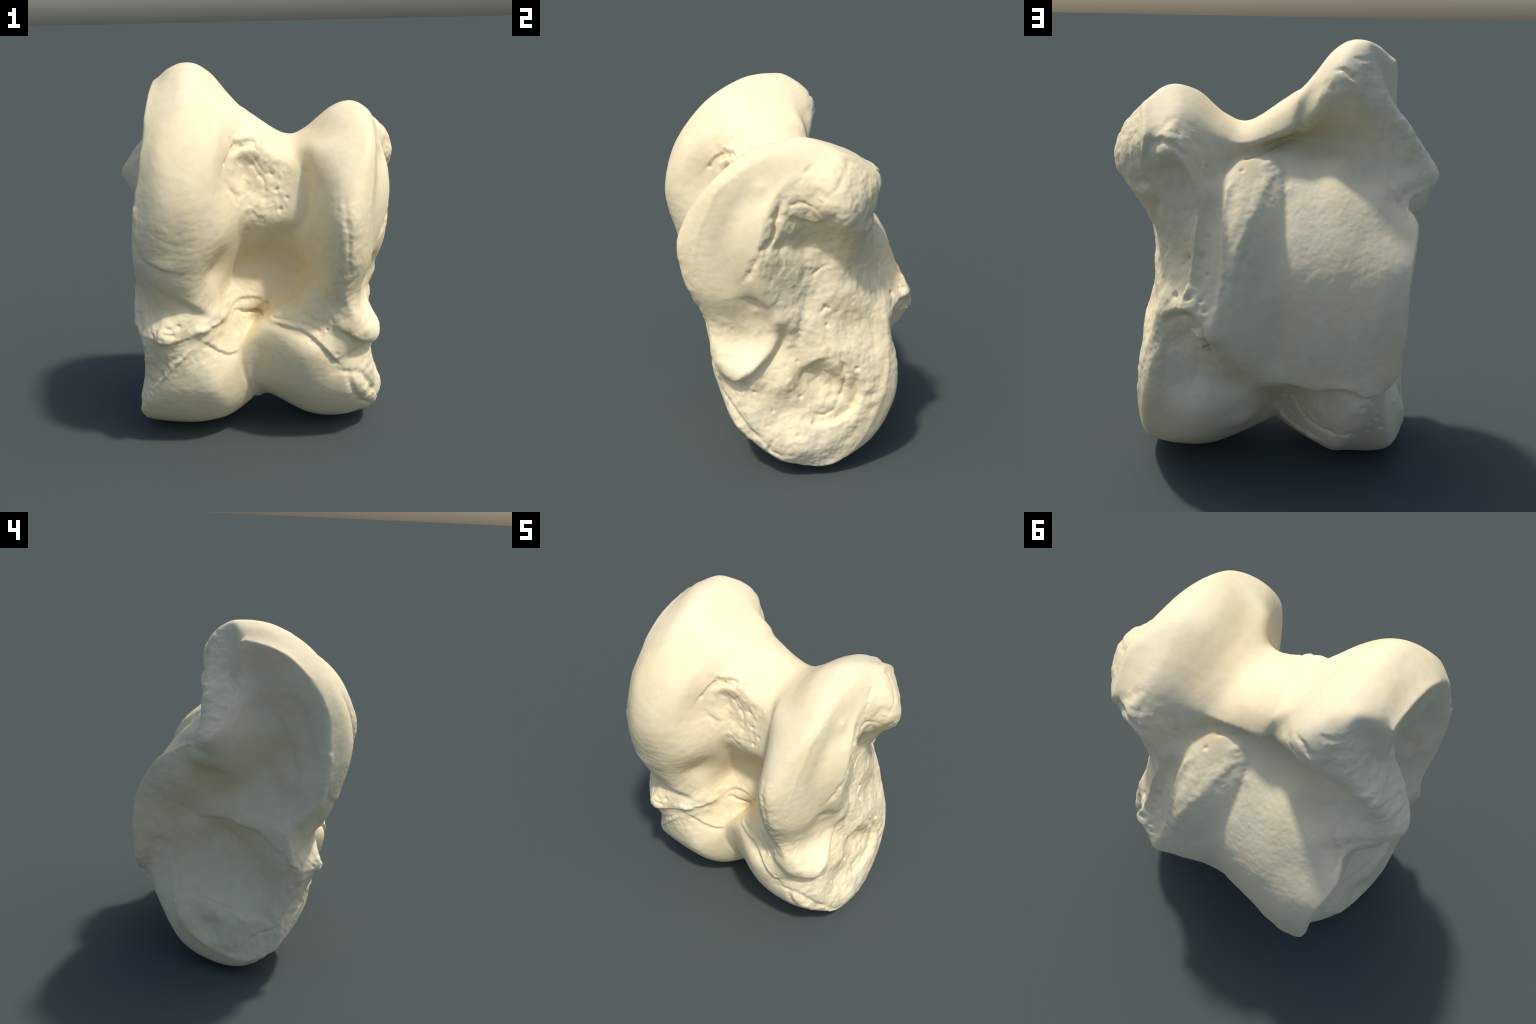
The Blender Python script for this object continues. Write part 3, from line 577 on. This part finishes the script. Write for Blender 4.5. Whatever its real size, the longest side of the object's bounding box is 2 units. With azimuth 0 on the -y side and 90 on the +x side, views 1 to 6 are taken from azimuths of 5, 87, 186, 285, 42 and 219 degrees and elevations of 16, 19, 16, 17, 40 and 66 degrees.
def sculpt():
    P, Q, s, t, end = lofted_body()
    fair = Fairing(Q, len(P))
    if (vertex_normals(P, Q) * (P - P.mean(0))).sum() < 0:
        Q = Q[:, ::-1].copy()
    R = roughness(P, s, t, end)[:, None]
    for _ in range(6):
        R = R + .5 * (fair.mean(R) - R)
    # fair the articular surfaces, leave the edges of the medial face crisp
    rim = (end == 0) & (s < .35) & ((t < 6) | (t > 22.5))
    w = np.where(rim, .6, 1.0)[:, None]
    P = fair.taubin(P, np.clip(w * (1.0 - .3 * R), 0, 1), 26)
    P = P + .5 * w * (1 - R) * (fair.mean(P) - P)
    melt = np.zeros(len(P))
    for c, r in MELT:
        melt = np.maximum(melt, np.clip(1.5 - np.linalg.norm(P - np.array(c), axis=1) / r, 0, 1))
    crest = near(P, STROKES["facet_edge"][2], .05)
    melt = (np.clip(melt, 0, 1) * (1 - crest))[:, None]
    for _ in range(60):
        P = P + .6 * melt * (fair.mean(P) - P)
    P = P + .003 * (1 - .6 * R) * vertex_normals(P, Q)
    N = vertex_normals(P, Q)
    for _ in range(8):
        N = fair.mean(N)
    N /= np.linalg.norm(N, axis=1, keepdims=True)
    P0 = P.copy()
    # --- work over the surface: areas, strokes, ledges and pits, all on slightly warped space
    def warp(freq, seed):
        return np.stack([fbm(P0, freq, 2, seed + 40 * k) for k in range(3)], 1)
    W = P0 + .006 * warp(17, 200) + .003 * warp(48, 400)
    D, S = np.zeros(len(P)), np.zeros((len(P), 3))
    wob = np.clip(1 + .55 * fbm(P0, 18, 2, 5), .25, 1.8)
    for c, r, h in SWELLS.values():
        k = np.exp(-1.5 * (np.linalg.norm(P0 - np.array(c), axis=1) / r) ** 2)
        if isinstance(h, tuple):
            S += k[:, None] * np.array(h)
        else:
            D += h * k
    for c, u, v, h, edge in AREAS.values():
        c, u, v = map(np.array, (c, u, v))
        q = W - c
        n3 = np.cross(u, v)
        n3 = n3 / np.linalg.norm(n3)
        rho = np.sqrt((q @ u / (u @ u)) ** 2 + (q @ v / (v @ v)) ** 2)
        D += h * np.clip((1 - rho) / edge, 0, 1) ** 1.5 * (np.abs(q @ n3) < .12) * ((N @ n3) > 0)
    for r, h, pts in STROKES.values():
        C = smooth_line(pts)
        lo, hi = C.min(0) - 3 * r, C.max(0) + 3 * r
        m = np.where(((P0 > lo) & (P0 < hi)).all(1))[0]
        broad = r > .032
        wb = np.ones(len(m)) if broad else wob[m]
        d = polyline_distance(P0[m] if broad else W[m], C)
        e = np.minimum(np.linalg.norm(P0[m] - C[0], axis=1), np.linalg.norm(P0[m] - C[-1], axis=1))
        fade = np.clip(.2 + e / (4 * r), 0, 1) if not broad else np.clip(e / (1.2 * r), 0, 1) ** .7
        D[m] += h * wb * fade * np.exp(-(d / (r * np.clip(wb, .7, 1.5))) ** 2 * 1.3)
    for r, h, side, pts in LEDGES.values():
        # raised on the `side`, cut on the other, with a crisp edge between
        C = smooth_line(pts)
        lo, hi = C.min(0) - 5 * r, C.max(0) + 5 * r
        m = np.where(((P0 > lo) & (P0 < hi)).all(1))[0]
        broad = r > .03
        wb = np.ones(len(m)) if broad else wob[m] ** .5
        d, x = polyline_side(P0[m] * .7 + W[m] * .3 if broad else W[m], C, np.array(side, float), N[m])
        e = np.minimum(np.linalg.norm(P0[m] - C[0], axis=1), np.linalg.norm(P0[m] - C[-1], axis=1))
        fade = np.clip(.1 + e / (5 * r), 0, 1)
        up = 1 / (1 + np.exp(-np.clip(x / (.16 * r), -30, 30)))
        D[m] += h * wb * fade * (.55 * up * np.exp(-(d / (2.2 * r)) ** 2) - .75 * (1 - up) * np.exp(-(d / (1.5 * r)) ** 2))
    for c, r, h in PITS:
        d = np.linalg.norm(W - np.array(c), axis=1)
        m = d < 3 * r
        D[m] += -.75 * h * wob[m] * np.exp(-(d[m] / r) ** 2 * 1.3)
    P = P0 + S + N * D[:, None]
    # --- bone grain: lumps and pores where ligaments held, faint pebbling on the joint surfaces
    r1 = R[:, 0]
    x, y, z = P0.T
    lumps = fbm(P0 * (1, 1.1, .8), 10, 2, 11)
    knots = fbm(P0 + .02 * fbm(P0, 20, 1, 3)[:, None], 25, 2, 23)
    ridged = 1 - np.abs(fbm(P0 * (1.2, 1.0, .7), 15, 2, 31)) * 2
    pores = np.clip(fbm(P0, 42, 1, 47) - .5, 0, 1)
    grain = .0075 * lumps + .0040 * knots + .0024 * ridged - .007 * pores
    G = r1 * grain
    # fibres that run down the rear wall and under the ledge
    wall = ((end == 0) & (s < 2.4) & (t > 20.5)) * 1.0
    low = ((end == 1) & (z < .8)) * 1.0
    soft = fair.mean(fair.mean(np.stack([wall, low], 1)))
    G += soft[:, 0] * .0034 * fbm(P0 * (.8, 1.0, 2.0) + .03 * lumps[:, None], 14, 3, 61) + soft[:, 1] * .003 * fbm(P0 * (1, 3.2, .7), 12, 2, 67)
    # cross ripples on the lower part of the rollers and pebbles on the heel facet
    front = np.clip((-y - .3) / .15, 0, 1) * np.clip((1.55 - z) / .25, 0, 1) * (1 - r1)
    G += front * (.0011 * fbm(P0 * (1, 1, 1.7), 20, 2, 71))
    facet = ((end == 0) & (t > 16.8) & (t < 21) & (s > .5) & (s < 8.5)) * 1.0
    facet = fair.mean(fair.mean(facet[:, None]))[:, 0]
    G += facet * (1 - r1) * .0010 * fbm(P0 * (1.4, 1, 1), 42, 2, 83)
    G += .0010 * fbm(P0, 20, 3, 91)
    N = vertex_normals(P, Q)
    for _ in range(3):
        N = fair.mean(N)
    N /= np.linalg.norm(N, axis=1, keepdims=True)
    P = P + N * G[:, None]
    P = P + .35 * (fair.mean(P) - P)
    return P, Q, s, t, end, R[:, 0]

# ------------------------------------------------------------------ material
def bone_material(name, stain):
    m = bpy.data.materials.new(name)
    m.use_nodes = True
    nt = m.node_tree
    nodes, link = nt.nodes, nt.links.new
    bsdf = nodes["Principled BSDF"]
    bsdf.inputs["Roughness"].default_value = .62
    bsdf.inputs["Specular IOR Level"].default_value = .22
    tc = nodes.new("ShaderNodeTexCoord")
    obj = tc.outputs["Object"]

    def noise(scale, detail, rough=.55, stretch=None):
        n = nodes.new("ShaderNodeTexNoise")
        n.inputs["Scale"].default_value, n.inputs["Detail"].default_value, n.inputs["Roughness"].default_value = scale, detail, rough
        if stretch:
            mp = nodes.new("ShaderNodeMapping")
            mp.inputs["Scale"].default_value = stretch
            link(obj, mp.inputs["Vector"])
            link(mp.outputs[0], n.inputs["Vector"])
        else:
            link(obj, n.inputs["Vector"])
        return n.outputs["Fac"]

    def ramp(fac, *stops):
        r = nodes.new("ShaderNodeValToRGB")
        e = r.color_ramp.elements
        while len(e) < len(stops):
            e.new(.5)
        for el, (p, c) in zip(e, stops):
            el.position, el.color = p, (*c, 1)
        link(fac, r.inputs["Fac"])
        return r.outputs["Color"]

    def mix(fac, a, b, mode="MIX"):
        n = nodes.new("ShaderNodeMix")
        n.data_type, n.blend_type = "RGBA", mode
        for v, k in ((fac, 0), (a, 6), (b, 7)):
            if hasattr(v, "links") or hasattr(v, "node"):
                link(v, n.inputs[k])
            else:
                n.inputs[k].default_value = v if k == 0 else (*v, 1)
        return n.outputs[2]

    def spot(centre, radius):
        """soft ball of stain on Object coordinates"""
        d = nodes.new("ShaderNodeVectorMath")
        d.operation = "DISTANCE"
        link(obj, d.inputs[0])
        d.inputs[1].default_value = centre
        r = nodes.new("ShaderNodeMapRange")
        r.inputs["From Min"].default_value, r.inputs["From Max"].default_value = radius, radius * .35
        link(d.outputs["Value"], r.inputs["Value"])
        return r.outputs[0]

    base = ramp(noise(2.6, 4), (.3, BONE_WARM), (.52, BONE), (.75, BONE_PALE))
    fine = ramp(noise(19, 5, .6), (.34, (.93, .91, .86)), (.6, (1, 1, 1)))
    col = mix(.55, base, fine, "MULTIPLY")
    specks = ramp(noise(55, 2, .5), (.66, (0, 0, 0)), (.78, (1, 1, 1)))
    col = mix(mix_scalar(nodes, link, specks, .22), col, BONE_STAIN)
    if stain:
        for centre, radius, k in STAINS:
            col = mix(mix_scalar(nodes, link, multiply(nodes, link, spot(centre, radius), noise(9, 3)), k), col, BONE_STAIN)
    link(col, bsdf.inputs["Base Color"])
    bump = nodes.new("ShaderNodeBump")
    bump.inputs["Strength"].default_value, bump.inputs["Distance"].default_value = .12, .004
    link(noise(95, 4, .6), bump.inputs["Height"])
    link(bump.outputs[0], bsdf.inputs["Normal"])
    return m


def multiply(nodes, link, a, b):
    n = nodes.new("ShaderNodeMath")
    n.operation = "MULTIPLY"
    link(a, n.inputs[0])
    link(b, n.inputs[1])
    return n.outputs[0]


def mix_scalar(nodes, link, a, k):
    n = nodes.new("ShaderNodeMath")
    n.operation = "MULTIPLY"
    n.use_clamp = True
    link(a, n.inputs[0])
    n.inputs[1].default_value = k
    return n.outputs[0]


BONE, BONE_WARM, BONE_PALE, BONE_STAIN = (.87, .765, .515), (.84, .72, .46), (.88, .79, .575), (.66, .46, .21)
STAINS = [((.08, -.15, .95), .30, .40), ((.02, -.15, .70), .10, .8), ((.15, .27, 1.5), .10, .7), ((-.05, .13, 1.58), .2, .3)]


# ------------------------------------------------------------------ parts
def part_of(P, s, t, end):
    """region of every vertex -> part name"""
    names = ["trochlear_ridge", "trochlear_ridge.001", "trochlear_groove", "neck", "condyle", "condyle.001", "heel_facet", "pitted_strip", "knob", "spur", "hollow_face", "rough_face"]
    k = names.index
    out = np.full(len(P), k("trochlear_groove"))
    top = (t < 8.3) | (t > 23.6)
    out[top & (s < 5.2)] = k("trochlear_ridge")
    out[top & (s > 8.7)] = k("trochlear_ridge.001")
    out[(t >= 8.3) & (t < 10.4)] = k("neck")
    low = (t >= 10.4) & (t < 16.6)
    out[low & (s < 7.2)] = k("condyle")
    out[low & (s >= 7.2)] = k("condyle.001")
    back = (t >= 16.6) & (t <= 23.6)
    out[back & (t < 21.4)] = k("heel_facet")
    out[back & (t >= 21.4)] = k("pitted_strip")
    out[back & (s > 8.6)] = k("pitted_strip")
    out[end == 1] = k("hollow_face")
    out[end == 2] = k("rough_face")
    knob = (P[:, 0] > .5) & (P[:, 1] > .02) & (P[:, 2] > 1.32) & (P[:, 2] < 1.66) & ((end == 2) | (t > 20))
    out[knob] = k("knob")
    spur = (P[:, 0] < -.52) & (P[:, 1] > -.12) & (P[:, 1] < .2) & (P[:, 2] > 1.2) & (P[:, 2] < 1.62) & ((end == 1) | (t > 19))
    out[spur] = k("spur")
    return names, out


def assemble():
    P, Q, s, t, end, R = sculpt()
    P[:, 2] -= P[:, 2].min()
    N = vertex_normals(P, Q)
    names, label = part_of(P, s, t, end)
    votes = label[Q]
    flabel = np.sort(votes, 1)[:, 1]
    root = bpy.data.objects.new("ankle_bone", None)
    root["label"] = "cream bleached ankle bone with double pulley rollers"
    root["category"] = "animal bone"
    bpy.context.collection.objects.link(root)
    plain = bone_material("bleached_bone", True)
    for i, name in enumerate(names):
        F = Q[flabel == i]
        if not len(F):
            continue
        used, inv = np.unique(F, return_inverse=True)
        me = bpy.data.meshes.new(name)
        me.vertices.add(len(used))
        me.vertices.foreach_set("co", P[used].astype(np.float32).ravel())
        me.loops.add(F.size)
        me.loops.foreach_set("vertex_index", inv.ravel().astype(np.int32))
        me.polygons.add(len(F))
        me.polygons.foreach_set("loop_start", np.arange(0, F.size, 4, dtype=np.int32))
        me.update(calc_edges=True)
        me.polygons.foreach_set("use_smooth", np.ones(len(F), bool))
        me.normals_split_custom_set_from_vertices(N[used].tolist())
        me.materials.append(plain)
        ob = bpy.data.objects.new(name, me)
        ob.parent = root
        bpy.context.collection.objects.link(ob)


assemble()
